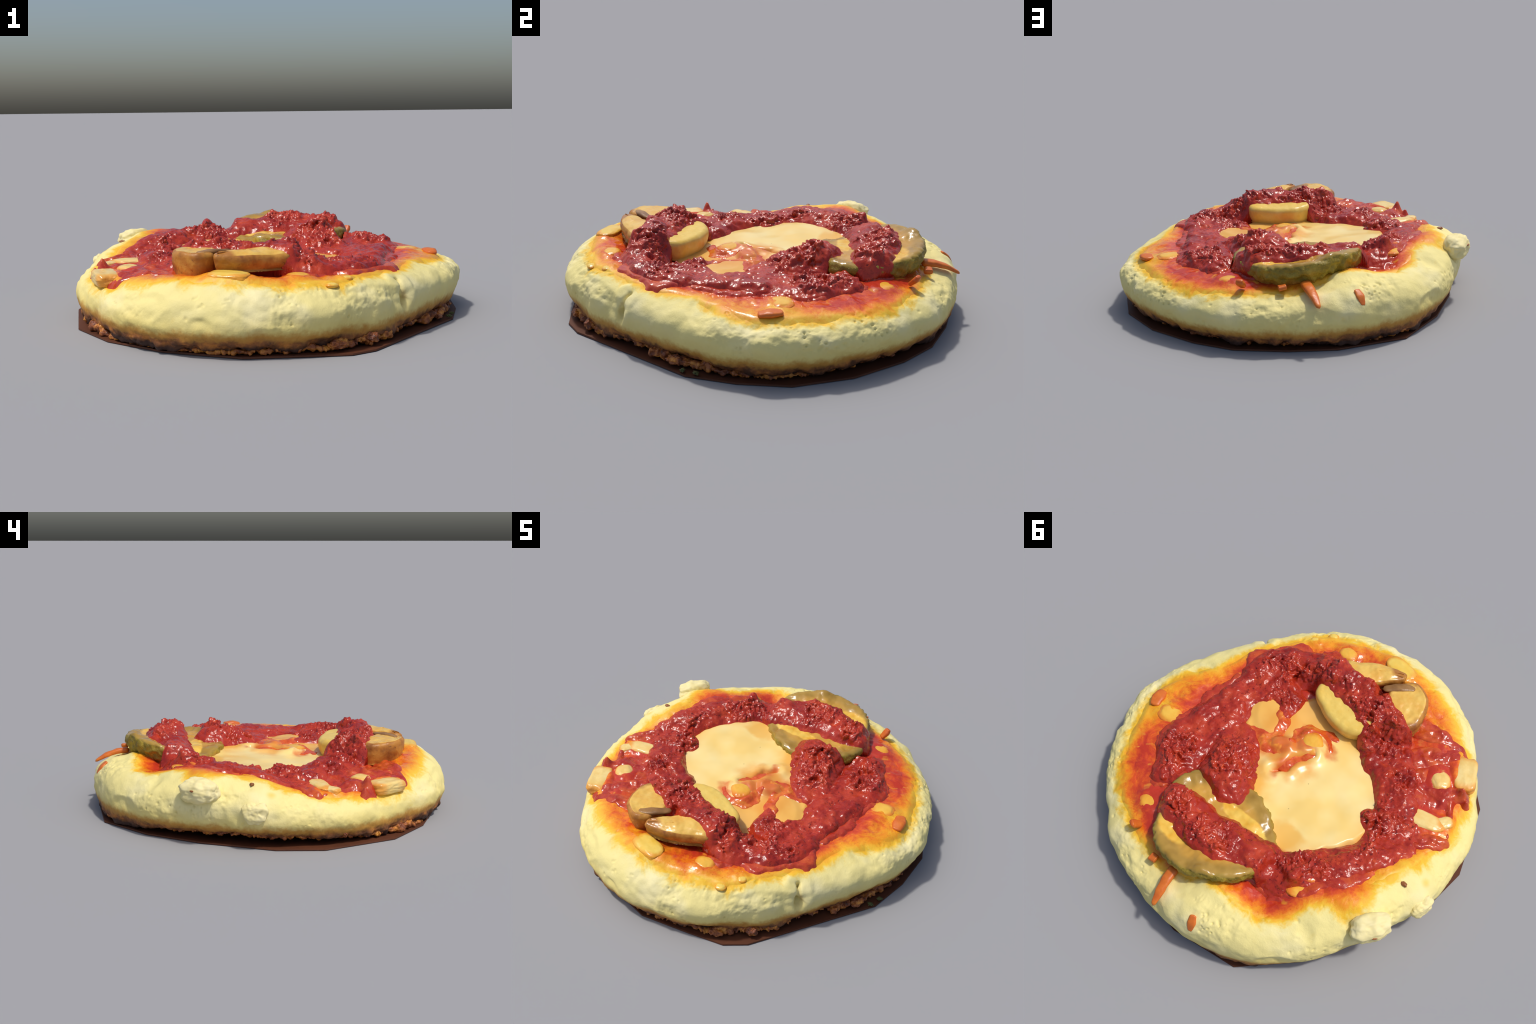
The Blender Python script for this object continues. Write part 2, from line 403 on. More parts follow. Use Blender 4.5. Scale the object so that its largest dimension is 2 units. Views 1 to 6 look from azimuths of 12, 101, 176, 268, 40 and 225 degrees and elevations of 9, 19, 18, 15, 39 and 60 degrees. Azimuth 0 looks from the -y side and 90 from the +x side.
M_CRUST, M_SAUCE, M_TOMATO, M_GLAZE, M_POOL = mat_crust(), mat_sauce(), mat_tomato(), mat_glaze(), mat_pool()
M_LIP = mat_glaze("orange_sauce", (.52, .045, .012), (.64, .105, .016), (.78, .27, .03))
M_PSKIN, M_MSKIN, M_BASE, M_BURNT = mat_pickle_skin(), mat_mushroom_skin(), mat_base(), mat_burnt()
M_MCAP = mat_plain("mushroom_cap_flesh", (.80, .52, .09), (.84, .62, .16), (.72, .36, .05))
M_GILL = mat_plain("mushroom_gill", (.20, .09, .025), (.34, .17, .05), (.10, .04, .015))
def mat_bit(name, lo, hi, edge, start):
    """pale in the middle of each piece, stained by the sauce toward its own edge"""
    N = Nodes(name)
    col = N.ramp(N.noise(12, 4, .6), [(.33, lo), (.67, hi)])
    g = N.n("TexCoord").outputs["Generated"]; mp = N.n("Mapping"); N.put(mp.inputs["Vector"], g)
    mp.inputs["Location"].default_value, mp.inputs["Scale"].default_value = (-1, -1, 0), (2, 2, 0)
    ln = N.n("VectorMath"); ln.operation = "LENGTH"; N.put(ln.inputs[0], mp.outputs[0])
    e = N.math("ADD", ln.outputs["Value"], N.math("MULTIPLY_ADD", N.noise(18, 3), .5, -.25))
    col = N.mix(N.step(e, start, 1.0), col, edge)
    b = N.bump(N.noise(22, 3), .25, .01)
    return N.done(col, .26, b, spec=.5)
M_BIT = mat_bit("cheese_bit", (.80, .52, .14), (.86, .66, .26), (.78, .34, .05), .60)
M_MFLESH = mat_bit("mushroom_flesh", (.74, .40, .065), (.82, .55, .13), (.42, .17, .03), .72)
M_BITY = mat_bit("yellow_cheese_bit", (.80, .50, .06), (.84, .60, .12), (.78, .34, .03), .65)
M_BITO = mat_bit("oily_cheese_bit", (.80, .38, .035), (.84, .50, .07), (.74, .21, .02), .50)
M_FETA = mat_plain("feta", (.84, .71, .30), (.86, .76, .42), (.82, .66, .22), rough=.6, scale=11, spec=.3, dark_at=.68)
M_CARROT = mat_plain("carrot", (.56, .10, .014), (.70, .19, .022), (.46, .06, .012), rough=.4)
M_PEPPER = mat_plain("red_pepper", (.46, .035, .015), (.60, .075, .02), (.32, .02, .012), rough=.25, spec=.55)
M_HERB = mat_plain("dry_herb", (.07, .08, .02), (.13, .13, .04), (.05, .04, .02), rough=.7, sss=0)
M_FLAKE = mat_plain("chilli_flake", (.20, .06, .015), (.34, .12, .03), (.10, .03, .012), rough=.5, sss=0)

# ------------------------------------------------------------------ base
base_plan = [(.512, -.825), (.602, -.742), (.918, -.125), (.935, .10), (.907, .331), (.768, .573), (.56, .77), (.37, .885), (.12, .945), (-.12, .966), (-.461, .888),
             (-.673, .643), (-.807, .374), (-.925, .0), (-.928, -.24), (-.772, -.606), (-.558, -.793), (-.267, -.917), (.082, -.957), (.33, -.885)]
def build_base():
    p = np.array(base_plan); n = len(p); a = np.arctan2(p[:, 1], p[:, 0])
    top, inset = np.full(n, .007), np.full(n, .998)
    V = np.concatenate([np.c_[p, np.zeros(n)], np.c_[p * inset[:, None], top], np.c_[p * .9, top], [[0, 0, 0], [0, 0, .007]]])
    i = np.arange(n); j = (i + 1) % n
    F = [np.stack([i, j, j + n, i + n], -1), np.stack([i + n, j + n, j + 2 * n, i + 2 * n], -1),
         np.concatenate([np.stack([j, i, np.full(n, 3 * n)], -1), np.stack([i + 2 * n, j + 2 * n, np.full(n, 3 * n + 1)], -1)])]
    ob = add_mesh("base", V, F, [M_BASE], smooth=False)
    return ob
build_base()

# ------------------------------------------------------------------ dough
def build_crust():
    n = 1300
    th = np.linspace(-np.pi, np.pi, n, endpoint=False)
    R, W = RADIUS(th), WAIST(th)
    R = R + .006 * perlin(xyz(np.cos(th) * 6, np.sin(th) * 6, 2.0), 5)
    zb, qb = FOOT(th), FOOT_OUT(th)
    rows = []
    for q in np.linspace(0, 1, 8)[1:, None] * qb:                       # underside
        rows.append((q * R, zb))
    for a in np.linspace(0, np.pi / 2, 40)[1:]:               # lower flank
        rows.append(((qb + (1 - qb) * np.sin(a)**.8) * R, zb + (W - zb) * (1 - np.cos(a)**1.1)))
    for u in 1 - np.linspace(0, 1, 75)[1:]**1.7:              # upper flank and rim
        q = .63 + .37 * u
        x, y = q * R * np.cos(th), q * R * np.sin(th)
        r0 = RADIUS(th) * q
        rows.append((q * R, surface_z(r0 * np.cos(th), r0 * np.sin(th))))
    for q in np.linspace(.63, 0, 26)[1:-1]:
        rows.append((q * R, surface_z(q * R * np.cos(th), q * R * np.sin(th))))
    r = np.array([a for a, b in rows]); z = np.array([b for a, b in rows])
    P = np.stack([r * np.cos(th), r * np.sin(th), z], -1)
    N = np.cross(np.gradient(P, axis=1), np.gradient(P, axis=0)); N /= np.linalg.norm(N, axis=-1, keepdims=True) + 1e-12
    mid = len(rows) // 2
    if (N[60] * P[60])[:, :2].sum() < 0:
        N = -N
    # kneaded lumps, then rough, pitted zones
    d = .010 * fbm(P * 4.5, 2, 20) + .006 * fbm(P * (11, 11, 14), 2, 23)
    zone = sstep(-.05, .35, perlin(P * (3.2, 3.2, 5), 31) + .25 * (P[..., 0] > .2) + .1 * (P[..., 1] > .6)) * sstep(.09, .16, P[..., 2]) * sstep(.80, .9, np.hypot(P[..., 0], P[..., 1]))
    w = worley(P * 38, 41)
    d -= .010 * sstep(.1, .5, perlin(P * (6, 6, 8), 25)) * sstep(.1, .16, P[..., 2])
    d += zone * (.0055 * fbm(P * 22, 3, 33) - .008 * sstep(.30, .10, w) * sstep(-.1, .3, perlin(P * 9, 36)))
    d -= .005 * sstep(.28, .08, worley((P + .02 * perlin(P * 18, 44)[..., None]) * 19, 43)) * sstep(.1, .3, perlin(P * 5, 35)) * sstep(.08, .13, P[..., 2])
    # ragged burnt lower edge
    low = sstep(.085, .03, P[..., 2]) * sstep(.80, .92, np.hypot(P[..., 0], P[..., 1]))
    d += low * (.022 * fbm(P * (13, 13, 22), 4, 51) + .006)
    # dough swells where the feta crumbs stick; it lies lower under the cheese
    for c, a_, w_ in (((-.80, .36, .27), .030, .13), ((-.90, .10, .19), .014, .09)):
        d += a_ * np.exp(-(np.linalg.norm(P - np.array(c), axis=-1) / w_)**2)
    d -= .04 * sstep(.60, .42, np.hypot(P[..., 0], P[..., 1])) * (P[..., 2] > .15)
    # a torn crack in the flank
    a, b = np.array([.720, -.500, .140]), np.array([.665, -.455, .245])
    t = np.clip(((P - a) @ (b - a)) / ((b - a) @ (b - a)), 0, 1)[..., None]
    q = P + .010 * perlin(P * 22, 61)[..., None]
    dist = np.linalg.norm(q - a - t * (b - a), axis=-1)
    d -= .050 * np.exp(-(dist / (.022 - .014 * t[..., 0]))**2)
    d += .010 * np.exp(-((dist - .045) / .03)**2)
    P = P + N * d[..., None]
    P[..., 2] = np.maximum(P[..., 2], .012)
    V = np.concatenate([P.reshape(-1, 3), [[0, 0, .02], [0, 0, float(surface_z(np.array(0.), np.array(0.)))]]])
    m = len(rows); k = np.arange(n); k2 = (k + 1) % n
    caps = np.concatenate([np.stack([k2, k, np.full(n, m * n)], -1), np.stack([(m - 1) * n + k, (m - 1) * n + k2, np.full(n, m * n + 1)], -1)])
    return add_mesh("crust", V, [ring_faces(m, n), caps], [M_CRUST])
build_crust()

# pale pieces of cheese sunk in the sauce: x, y, half axes, turn, lift, oily or not, boxiness
BITS = [
        (.305, -.120, .085, .050, .014, -47, .020, 0, 2.6), (.675, .235, .062, .050, .022, 20, .004, 1, 2.3), (.016, -.148, .064, .050, .030, -40, .026, 1, 2.6),
        (.128, -.040, .044, .030, .028, 40, .026, 1, 2.2), (-.575, -.452, .056, .046, .032, -40, .012, 0, 2.2), (-.640, -.575, .088, .052, .040, -58, .012, 0, 4.5),
        (-.650, -.225, .105, .044, .026, 20, .012, 0, 2.6), (-.735, -.285, .045, .030, .026, 55, .012, 0, 3.0), (-.652, .118, .046, .036, .022, 30, .012, 1, 2.4),
        (-.586, .304, .056, .034, .022, 55, .012, 1, 2.6), (-.500, .460, .075, .035, .018, 50, .010, 1, 2.2), (.46, -.635, .028, .024, .016, 0, .002, 2, 2.0),
        (.415, -.735, .026, .020, .014, 30, .002, 2, 2.0), (.264, -.690, .050, .042, .024, 20, .006, 1, 2.2), (-.01, -.800, .085, .048, .026, -8, .010, 2, 3.2),
        (.365, .650, .050, .044, .018, 30, .004, 1, 2.2), (.18, .40, .02, .02, .02, 0, 0, 1, 2.0),
        (.36, .38, .04, .03, .02, 70, .008, 1, 2.2)]
def meniscus(x, y):
    """sauce and melted cheese climb a little around each piece"""
    z = np.zeros(np.shape(x))
    for bx, by, sx, sy, sz, rot, dz, _, _ in BITS:
        c, s_ = math.cos(math.radians(rot)), math.sin(math.radians(rot))
        u, v = (x - bx) * c + (y - by) * s_, -(x - bx) * s_ + (y - by) * c
        e = np.sqrt((u / (sx * 1.1))**2 + (v / (sy * 1.1))**2)
        z = np.maximum(z, (.35 * sz + .3 * max(dz, 0)) * sstep(1.75, .9, e))
    return z

# ------------------------------------------------------------------ sauce film over the dough
def build_sauce():
    n, m = 760, 150
    th = np.linspace(-np.pi, np.pi, n, endpoint=False)
    s = np.linspace(1, .02, m)[:, None]
    R = STAIN(th) + .03 + .02 * fbm(xyz(np.cos(th) * 5, np.sin(th) * 5, .3), 2, 71)
    r = s * R
    x, y = r * np.cos(th), r * np.sin(th)
    inset = R - r
    z = surface_z(x, y) + .012 * perlin(xyz(x * 4.5, y * 4.5, .2), 20) * 0
    z += -.030 + .036 * sstep(-.02, .06, inset)
    z += meniscus(x, y) * sstep(.0, .06, inset)
    z -= .035 * sstep(.52, .36, np.hypot(x + .08, y))
    z += sstep(.04, .14, inset) * (.009 * fbm(xyz(x * 9, y * 9, .5), 3, 73) + .004 * np.abs(perlin(xyz(x * 26, y * 26, .5), 74)))
    V = np.concatenate([np.stack([x, y, z], -1).reshape(-1, 3), np.stack([x, y, z - .06], -1)[[0, -1]].reshape(-1, 3)])
    F = ring_faces(m, n)
    k = np.arange(n); k2 = (k + 1) % n; o = m * n
    rim = np.stack([k2, k, o + k, o + k2], -1)
    low = np.stack([o + k, o + n + k, o + n + k2, o + k2], -1)
    hole = np.stack([(m - 1) * n + k, (m - 1) * n + k2, o + n + k2, o + n + k], -1)
    return add_mesh("sauce", V, [F, rim, low, hole], [M_SAUCE])
build_sauce()

# ------------------------------------------------------------------ slabs: mushroom and pickle slices
class Slab:
    def __init__(self, outline, plane, thick, shift=(0, 0), bumps=()):
        self.bumps = bumps
        self.out = closed_spline(outline, 220) + np.array(shift); self.c = self.out.mean(0)
        self.plane, self.thick = plane, thick
    def top(self, x, y):
        z0, gx, gy, px, py = self.plane
        z = z0 + gx * (x - px) + gy * (y - py)
        for bx, by, a, w in self.bumps:
            z = z + a * np.exp(-((x - bx)**2 + (y - by)**2) / w**2)
        return z
    def build(self, name, flesh, skin, bevel=.016, taper=.03, rough=.004, rag=0.0, dome=.0, seed=0, skin_to=.9):
        o, c, n = self.out, self.c, len(self.out)
        tang = np.roll(o, -1, 0) - np.roll(o, 1, 0); nor = np.c_[tang[:, 1], -tang[:, 0]]; nor /= np.linalg.norm(nor, axis=1, keepdims=True)
        if (nor * (o - c)).sum() < 0:
            nor = -nor
        rows, kinds = [], []
        for f in np.linspace(0.05, 1, 6):
            q = c + (o - c) * f * .93; rows.append(np.c_[q, self.top(q[:, 0], q[:, 1]) - self.thick])
            kinds.append(1)
        for f in np.linspace(0, 1, 16)[1:]:
            q = o - nor * taper * (1 - f)**2; rows.append(np.c_[q, self.top(q[:, 0], q[:, 1]) - self.thick + (self.thick - bevel) * f]); kinds.append(1)
        for a in np.linspace(0, np.pi / 2, 6)[1:]:
            q = o - nor * bevel * (1 - np.cos(a)); rows.append(np.c_[q, self.top(q[:, 0], q[:, 1]) - bevel * (1 - np.sin(a))]); kinds.append(1 if a < skin_to else 0)
        inner = o - nor * bevel
        for f in np.linspace(1, 0.01, 36)[1:]:
            q = c + (inner - c) * f; rows.append(np.c_[q, self.top(q[:, 0], q[:, 1]) + dome * (1 - f**2)]); kinds.append(0)
        P = np.array(rows); m = len(rows)
        N = np.cross(np.gradient(P, axis=1), np.gradient(P, axis=0)); N /= np.linalg.norm(N, axis=-1, keepdims=True) + 1e-12
        if N[-10, :, 2].mean() < 0:
            N = -N
        side = np.array(kinds)[:, None]
        d = rough * fbm(P * 12, 3, seed) + rag * side * (fbm(P * 34, 3, seed + 5) - .4 * sstep(.35, .1, worley(P * 24, seed + 6)))
        P = P + N * d[..., None]
        V = np.concatenate([P.reshape(-1, 3), P[[0, -1]].mean(1)])
        k = np.arange(n); k2 = (k + 1) % n
        caps = np.concatenate([np.stack([k2, k, np.full(n, m * n)], -1), np.stack([(m - 1) * n + k, (m - 1) * n + k2, np.full(n, m * n + 1)], -1)])
        fm = np.concatenate([np.repeat(np.array(kinds[1:]), n), np.full(n, 1), np.full(n, 0)])
        return add_mesh(name, V, [ring_faces(m, n), caps], [flesh, skin], fmat=fm)

PICKLE = Slab([(.342, .459), (.288, .354), (.214, .290), (.063, .24), (-.117, .285), (-.235, .367), (-.270, .46), (-.292, .57), (-.235, .68), (-.123, .763),
               (-.009, .803), (.149, .785), (.238, .718), (.312, .60)], (.345, 0, .09, 0, .5), .125, (-.008, .010), [(-.16, .76, .040, .15), (.30, .35, .022, .12), (-.26, .36, -.035, .12), (-.30, .60, .02, .10)])
MUSH_A = Slab([(.225, -.42), (.20, -.36), (.126, -.32), (.008, -.285), (-.10, -.30), (-.165, -.38), (-.14, -.48), (0, -.56), (.14, -.55), (.21, -.49)],
              (.356, -.03, -.10, .1, -.37), .10)
MUSH_B = Slab([(.222, -.60), (.165, -.645), (.10, -.695), (.02, -.735), (-.055, -.757), (-.083, -.754), (-.094, -.73), (-.090, -.698), (-.03, -.63), (.04, -.54), (.17, -.50), (.225, -.545)],
              (.392, -.06, .04, .0, -.65), .075)
MUSH_C = Slab([(-.08, -.60), (-.10, -.655), (-.105, -.70), (-.15, -.748), (-.21, -.74), (-.275, -.695), (-.308, -.62), (-.318, -.545), (-.27, -.47), (-.16, -.48)],
              (.388, .02, -.04, -.2, -.65), .12)
PICKLE_RADIUS = (lambda o: (lambda t: np.interp(t, np.sort(np.arctan2(o[:, 1], o[:, 0])), np.hypot(o[:, 0], o[:, 1])[np.argsort(np.arctan2(o[:, 1], o[:, 0]))], period=2 * np.pi)))(PICKLE.out - PICKLE.c)
M_PICKLE = mat_pickle_top(tuple(PICKLE.c), PICKLE_RADIUS)
PICKLE.build("pickle_slice", M_PICKLE, M_PSKIN, rough=.010, rag=.011, seed=100, taper=.05, bevel=.026, dome=-.014)
MUSH_A.build("mushroom_slice", M_MCAP, M_MCAP, bevel=.025, seed=110, taper=.02)
MUSH_B.build("mushroom_slice", M_MFLESH, M_MSKIN, bevel=.022, skin_to=1.0, seed=120, taper=.02, dome=.010, rough=.006)
MUSH_C.build("mushroom_slice", M_MFLESH, M_MSKIN, bevel=.024, skin_to=1.3, seed=130, taper=.015, rough=.006)

def drape_z(x, y):
    """height of everything that carries the red topping"""
    z = surface_z(x, y) + .008
    for sl in (PICKLE, MUSH_A, MUSH_B, MUSH_C):
        w = sstep(-.06, .012, poly_sdf(x, y, sl.out[::4]))
        z = z + np.maximum(sl.top(x, y) - z, 0) * w
    hill = surface_z(x, y) + .095 * np.exp(-((x - .235)**2 + (y + .52)**2) / .0170)
    return np.maximum(z, hill) + .01 * np.exp(-((z - hill) / .02)**2)

# ------------------------------------------------------------------ melted cheese in the middle
def grid(x0, x1, y0, y1, h):
    return np.meshgrid(np.arange(x0, x1, h), np.arange(y0, y1, h))

POOL = [[(-.33, -.12, .20), (-.22, .12, .26), (.05, .08, .22), (.20, -.08, .17), (.30, -.18, .16)], [(-.20, -.25, .15), (.10, -.25, .18)]]
def pool_z(x, y):
    return .274 + .018 * np.exp(-((x + .46)**2 + (y - .15)**2) / .02) + .05 * y + .02 * np.clip(x, 0, 1) + .011 * fbm(xyz(x * 4.5, y * 4.5, 0), 2, 81) + meniscus(x, y)

def build_pool():
    x, y = grid(-.62, .50, -.50, .50, .006)
    sd = spine_sdf(x, y, POOL, .06) + .03 * fbm(xyz(x * 6, y * 6, 0), 3, 84)
    z = pool_z(x, y) - .05 * sstep(.02, -.03, sd)
    # a torn fold where the sauce breaks through
    f = spine_sdf(x, y, [[(.06, .10, .01), (.02, .05, .014), (.02, -.02, .012), (-.03, -.10, .008)]], .02)
    z += .016 * np.exp(-((f + .03) / .03)**2) * (x > -.2) - .022 * sstep(-.012, .012, f + .004 * perlin(xyz(x * 30, y * 30, 0), 82))
    z += .010 * np.exp(-(((x - .10) / .1)**2 + ((y + .05) / .07)**2)) * (1 + perlin(xyz(x * 18, y * 18, 0), 83))
    return patch("melted_cheese", np.stack([x, y, z], -1), sd + .03, [M_POOL])
build_pool()

def build_streaks():
    """orange-red sauce that has broken through the cheese"""
    x, y = grid(-.22, .34, -.34, .14, .004)
    for spines, h in (([[(.30, .02, .035), (.172, .000, .055), (.066, -.008, .062), (-.02, -.036, .048), (-.065, -.115, .020)],
                        [(.10, -.03, .03), (.115, -.135, .028), (.089, -.213, .034), (.011, -.245, .026), (-.05, -.262, .008)],
                        [(.016 + .098 * math.cos(a), -.148 + .082 * math.sin(a), .012 + .010 * math.sin(a + 1)) for a in np.linspace(-.4, 4.6, 12)], [(.262, -.175, .026), (.219, -.143, .024), (.175, -.05, .03)]], .007),):
        sd = spine_sdf(x, y, spines, .03) + .020 * fbm(xyz(x * 9, y * 9, .6), 4, 251)
        t = np.clip(sd / .035, -1, 1)
        z = pool_z(x, y) + np.where(t > 0, h * np.sqrt(np.clip(1 - (1 - t)**2, 0, 1)), .02 * t) + sstep(0, .03, sd) * (.010 * fbm(xyz(x * 16, y * 16, 0), 3, 253))
        patch("orange_sauce", np.stack([x, y, z], -1), sd + .02, [M_LIP], under=-.0)
build_streaks()

# ------------------------------------------------------------------ glossy sauce folds
def build_glaze():
    x, y = grid(-.93, -.20, -.75, .12, .005)
    spines = [[(-.292, -.607, .06), (-.429, -.645, .048), (-.526, -.674, .030)],
              [(-.399, -.462, .071), (-.499, -.56, .062), (-.575, -.65, .030)],
              [(-.544, -.309, .083), (-.641, -.387, .065), (-.698, -.479, .048), (-.745, -.451, .024)],
              [(-.690, -.09, .055), (-.76, -.18, .045), (-.815, -.21, .022)],
              [(-.69, -.399, .030), (-.79, -.25, .014)], [(-.442, -.429, .071), (-.675, -.12, .05)]]
    wob = .018 * fbm(xyz(x * 9, y * 9, 0), 3, 91)
    sd = spine_sdf(x, y, spines, .03) + wob
    t = np.clip(sd / .05, -1, 1)
    ridge = np.abs(perlin(xyz((x * .6 - y * .8) * 12, (x * .8 + y * .6) * 4.5, 0), 92))
    z = surface_z(x, y) - .004 + np.where(t > 0, .024 * np.sqrt(np.clip(1 - (1 - t)**2, 0, 1)), .034 * t) + sstep(0, .03, sd) * (.032 * ridge - .006 + .008 * fbm(xyz(x * 24, y * 24, 0), 2, 93))
    # little torn peaks near the rim
    for px, py, a, s in ((-.70, -.47, .05, .022), (-.745, -.45, .035, .018), (-.62, -.62, .02, .02), (-.80, -.225, .015, .025)):
        z += a * np.exp(-((x - px)**2 + (y - py)**2) / s**2)
    patch("tomato_sauce", np.stack([x, y, z], -1), sd + .022, [M_GLAZE], under=.04)
build_glaze()

# ------------------------------------------------------------------ the coarse red topping
TOPPING = [[(.425, .50, .035), (.436, .444, .070), (.474, .331, .120), (.478, .122, .118), (.47, -.074, .092), (.464, -.202, .098), (.495, -.310, .110), (.43, -.435, .085),
            (.285, -.505, .094), (.105, -.505, .066), (-.046, -.500, .074), (-.180, -.445, .088), (-.305, -.36, .104), (-.42, -.300, .090), (-.495, -.212, .080),
            (-.570, -.100, .096), (-.610, -.021, .098), (-.600, .117, .072), (-.535, .250, .076), (-.428, .378, .088), (-.364, .479, .08)],
           [(-.49, -.045, .05), (-.54, -.06, .08)],
           [(.393, -.302, .078), (.30, -.26, .066), (.246, -.165, .022)],
           [(.32, .12, .115), (.215, .245, .128), (.125, .325, .078), (.078, .352, .036)],
           [(.262, .555, .046), (.19, .580, .082), (.050, .590, .092), (-.070, .565, .088), (-.17, .515, .078), (-.27, .474, .066), (-.364, .479, .07)]]
CRUMBLY = [(.215, .23, .20), (-.02, -.47, .22), (-.22, -.42, .20), (-.04, .56, .18), (.19, .57, .14), (-.54, -.06, .17), (-.43, -.30, .16), (.44, -.40, .18), (.27, -.48, .16), (.45, .36, .16), (-.42, .40, .14), (-.59, .10, .10), (.30, -.27, .1)]
def build_topping():
    x, y = grid(-.74, .66, -.68, .70, .0038)
    sd = spine_sdf(x, y, TOPPING, .016)
    sd = sd + .018 + .020 * fbm(xyz(x * 7, y * 7, .4), 3, 201) + .005 * perlin(xyz(x * 34, y * 34, .1), 202)
    crumb = np.zeros_like(x)
    for cx, cy, s in CRUMBLY:
        crumb = np.maximum(crumb, np.exp(-((x - cx)**2 + (y - cy)**2) / s**2))
    crumb = np.clip(sstep(.44, 1.0, crumb + .6 * fbm(xyz(x * 7, y * 7, .9), 2, 203)), .07, 1)
    th = .034 + .020 * crumb + .016 * perlin(xyz(x * 3.5, y * 3.5, .4), 204)
    for px, py, a, w in ((.21, .25, .030, .14), (-.50, .16, .022, .10), (.42, -.12, -.010, .12), (-.02, -.52, -.016, .16), (-.22, -.47, -.012, .12), (-.65, -.05, -.020, .10)):
        th = th + a * np.exp(-((x - px)**2 + (y - py)**2) / w**2)
    th = th + .085 * np.exp(-(np.hypot(x + .450, y - .472) / .042)**1.6)
    t = np.clip(sd / .055, -.6, 1)
    t = np.where(t > 0, np.clip(sd / .085, 0, 1), t)
    body = np.where(t > 0, th * np.clip(1 - (1 - np.clip(t, 0, 1))**2, 0, 1)**.75, .06 * t)
    z = drape_z(x, y) + body
    P = np.stack([x, y, z], -1)
    N = grid_normals(P)
    edge = sstep(-.01, .025, sd)
    lump = .013 * fbm(P * 11, 3, 205)
    J = P + .018 * np.stack([perlin(P * 20, 221), perlin(P * 20, 222), perlin(P * 20, 223)], -1)
    w1 = worley(J * 40, 207)
    grains = .016 * fbm(J * 20, 3, 206) + .026 * (.45 - w1) * sstep(-.3, .3, perlin(P * 16, 214)) + .016 * (.5 - worley(J * 76, 213))
    holes = -.030 * sstep(.0, .5, perlin(J * 34, 208)) * sstep(.0, .4, perlin(P * 12, 212))
    d = lump + crumb * (grains + holes) + .003 * fbm(P * 26, 3, 209)
    P = P + N * (edge * d)[..., None]
    P[..., 0] += edge * crumb * .006 * perlin(P * 45, 210); P[..., 1] += edge * crumb * .006 * perlin(P * 45, 211)
    patch("tomato_topping", P, sd + .014, [M_TOMATO], under=.02)
    # the thin wet film that it bleeds, wider and more ragged than the topping itself
    x, y = grid(-.80, .74, -.74, .72, .0065)
    sd = spine_sdf(x, y, TOPPING[:3] + TOPPING[4:5], .03)
    sd = sd + .030 + .045 * fbm(xyz(x * 6, y * 6, 2.4), 4, 241) + .012 * perlin(xyz(x * 40, y * 40, .1), 242)
    pool = spine_sdf(x, y, POOL, .06)
    sd = np.minimum(sd, .05 - pool - .16)
    t = np.clip(sd / .03, -1, 1)
    zf = np.maximum(surface_z(x, y) + meniscus(x, y) * .6, 0) + .008
    z = zf + np.where(t > 0, .012 * np.sqrt(np.clip(1 - (1 - t)**2, 0, 1)), .02 * t) + .006 * fbm(xyz(x * 14, y * 14, .3), 2, 243) * sstep(0, .03, sd)
    patch("tomato_film", np.stack([x, y, z], -1), sd + .02, [M_GLAZE], under=.04)
build_topping()

# ------------------------------------------------------------------ lumps, flakes and shreds
def ico(sub):
    t = (1 + 5**.5) / 2
    V = [np.array(v, float) / np.hypot(1, t) for v in [(-1, t, 0), (1, t, 0), (-1, -t, 0), (1, -t, 0), (0, -1, t), (0, 1, t), (0, -1, -t), (0, 1, -t), (t, 0, -1), (t, 0, 1), (-t, 0, -1), (-t, 0, 1)]]
    F = [(0, 11, 5), (0, 5, 1), (0, 1, 7), (0, 7, 10), (0, 10, 11), (1, 5, 9), (5, 11, 4), (11, 10, 2), (10, 7, 6), (7, 1, 8), (3, 9, 4), (3, 4, 2), (3, 2, 6), (3, 6, 8), (3, 8, 9), (4, 9, 5), (2, 4, 11), (6, 2, 10), (8, 6, 7), (9, 8, 1)]
    for _ in range(sub):
        mid, G = {}, []
        def m(a, b):
            k = (min(a, b), max(a, b))
            if k not in mid:
                v = V[a] + V[b]; V.append(v / np.linalg.norm(v)); mid[k] = len(V) - 1
            return mid[k]
        for a, b, c in F:
            d, e, f = m(a, b), m(b, c), m(c, a); G += [(a, d, f), (b, e, d), (c, f, e), (d, e, f)]
        F = G
    return np.array(V), np.array(F)
ICO = {k: ico(k) for k in (2, 3, 4)}

def lump(name, at, size, rot=0.0, mat=M_BIT, box=2.0, rough=.12, sub=4, tilt=(0, 0), seed=0, fine=.3, freq=1.3):
    """a rounded piece: superellipsoid with half axes size, turned by rot degrees, lumpy"""
    V, F = ICO[sub]
    k = (np.abs(V)**box).sum(1)**(-1 / box)
    Q = V * k[:, None]
    n = fbm(Q * freq + seed * 3.7, 3, 300 + seed) + fine * perlin(Q * 5 + seed, 400 + seed)
    Q = Q * (1 + rough * n)[:, None] * np.array(size)
    Q[:, 2] += Q[:, 0] * tilt[0] + Q[:, 1] * tilt[1]
    a = math.radians(rot); c, s = math.cos(a), math.sin(a)
    Q = np.c_[Q[:, 0] * c - Q[:, 1] * s, Q[:, 0] * s + Q[:, 1] * c, Q[:, 2]] + np.array(at)
    return add_mesh(name, Q, [F], [mat])

def on_top(x, y, dz=0.0):
    return (x, y, float(surface_z(np.array(float(x)), np.array(float(y)))) + dz)

for k, (x, y, sx, sy, sz, rot, dz, mt, bx) in enumerate(BITS):
    lump("cheese_bit", on_top(x, y, dz), (sx * 1.1, sy * 1.1, sz * .8), rot, (M_BIT, M_BITO, M_BITY)[mt], bx, rough=.08, seed=k, fine=.12)

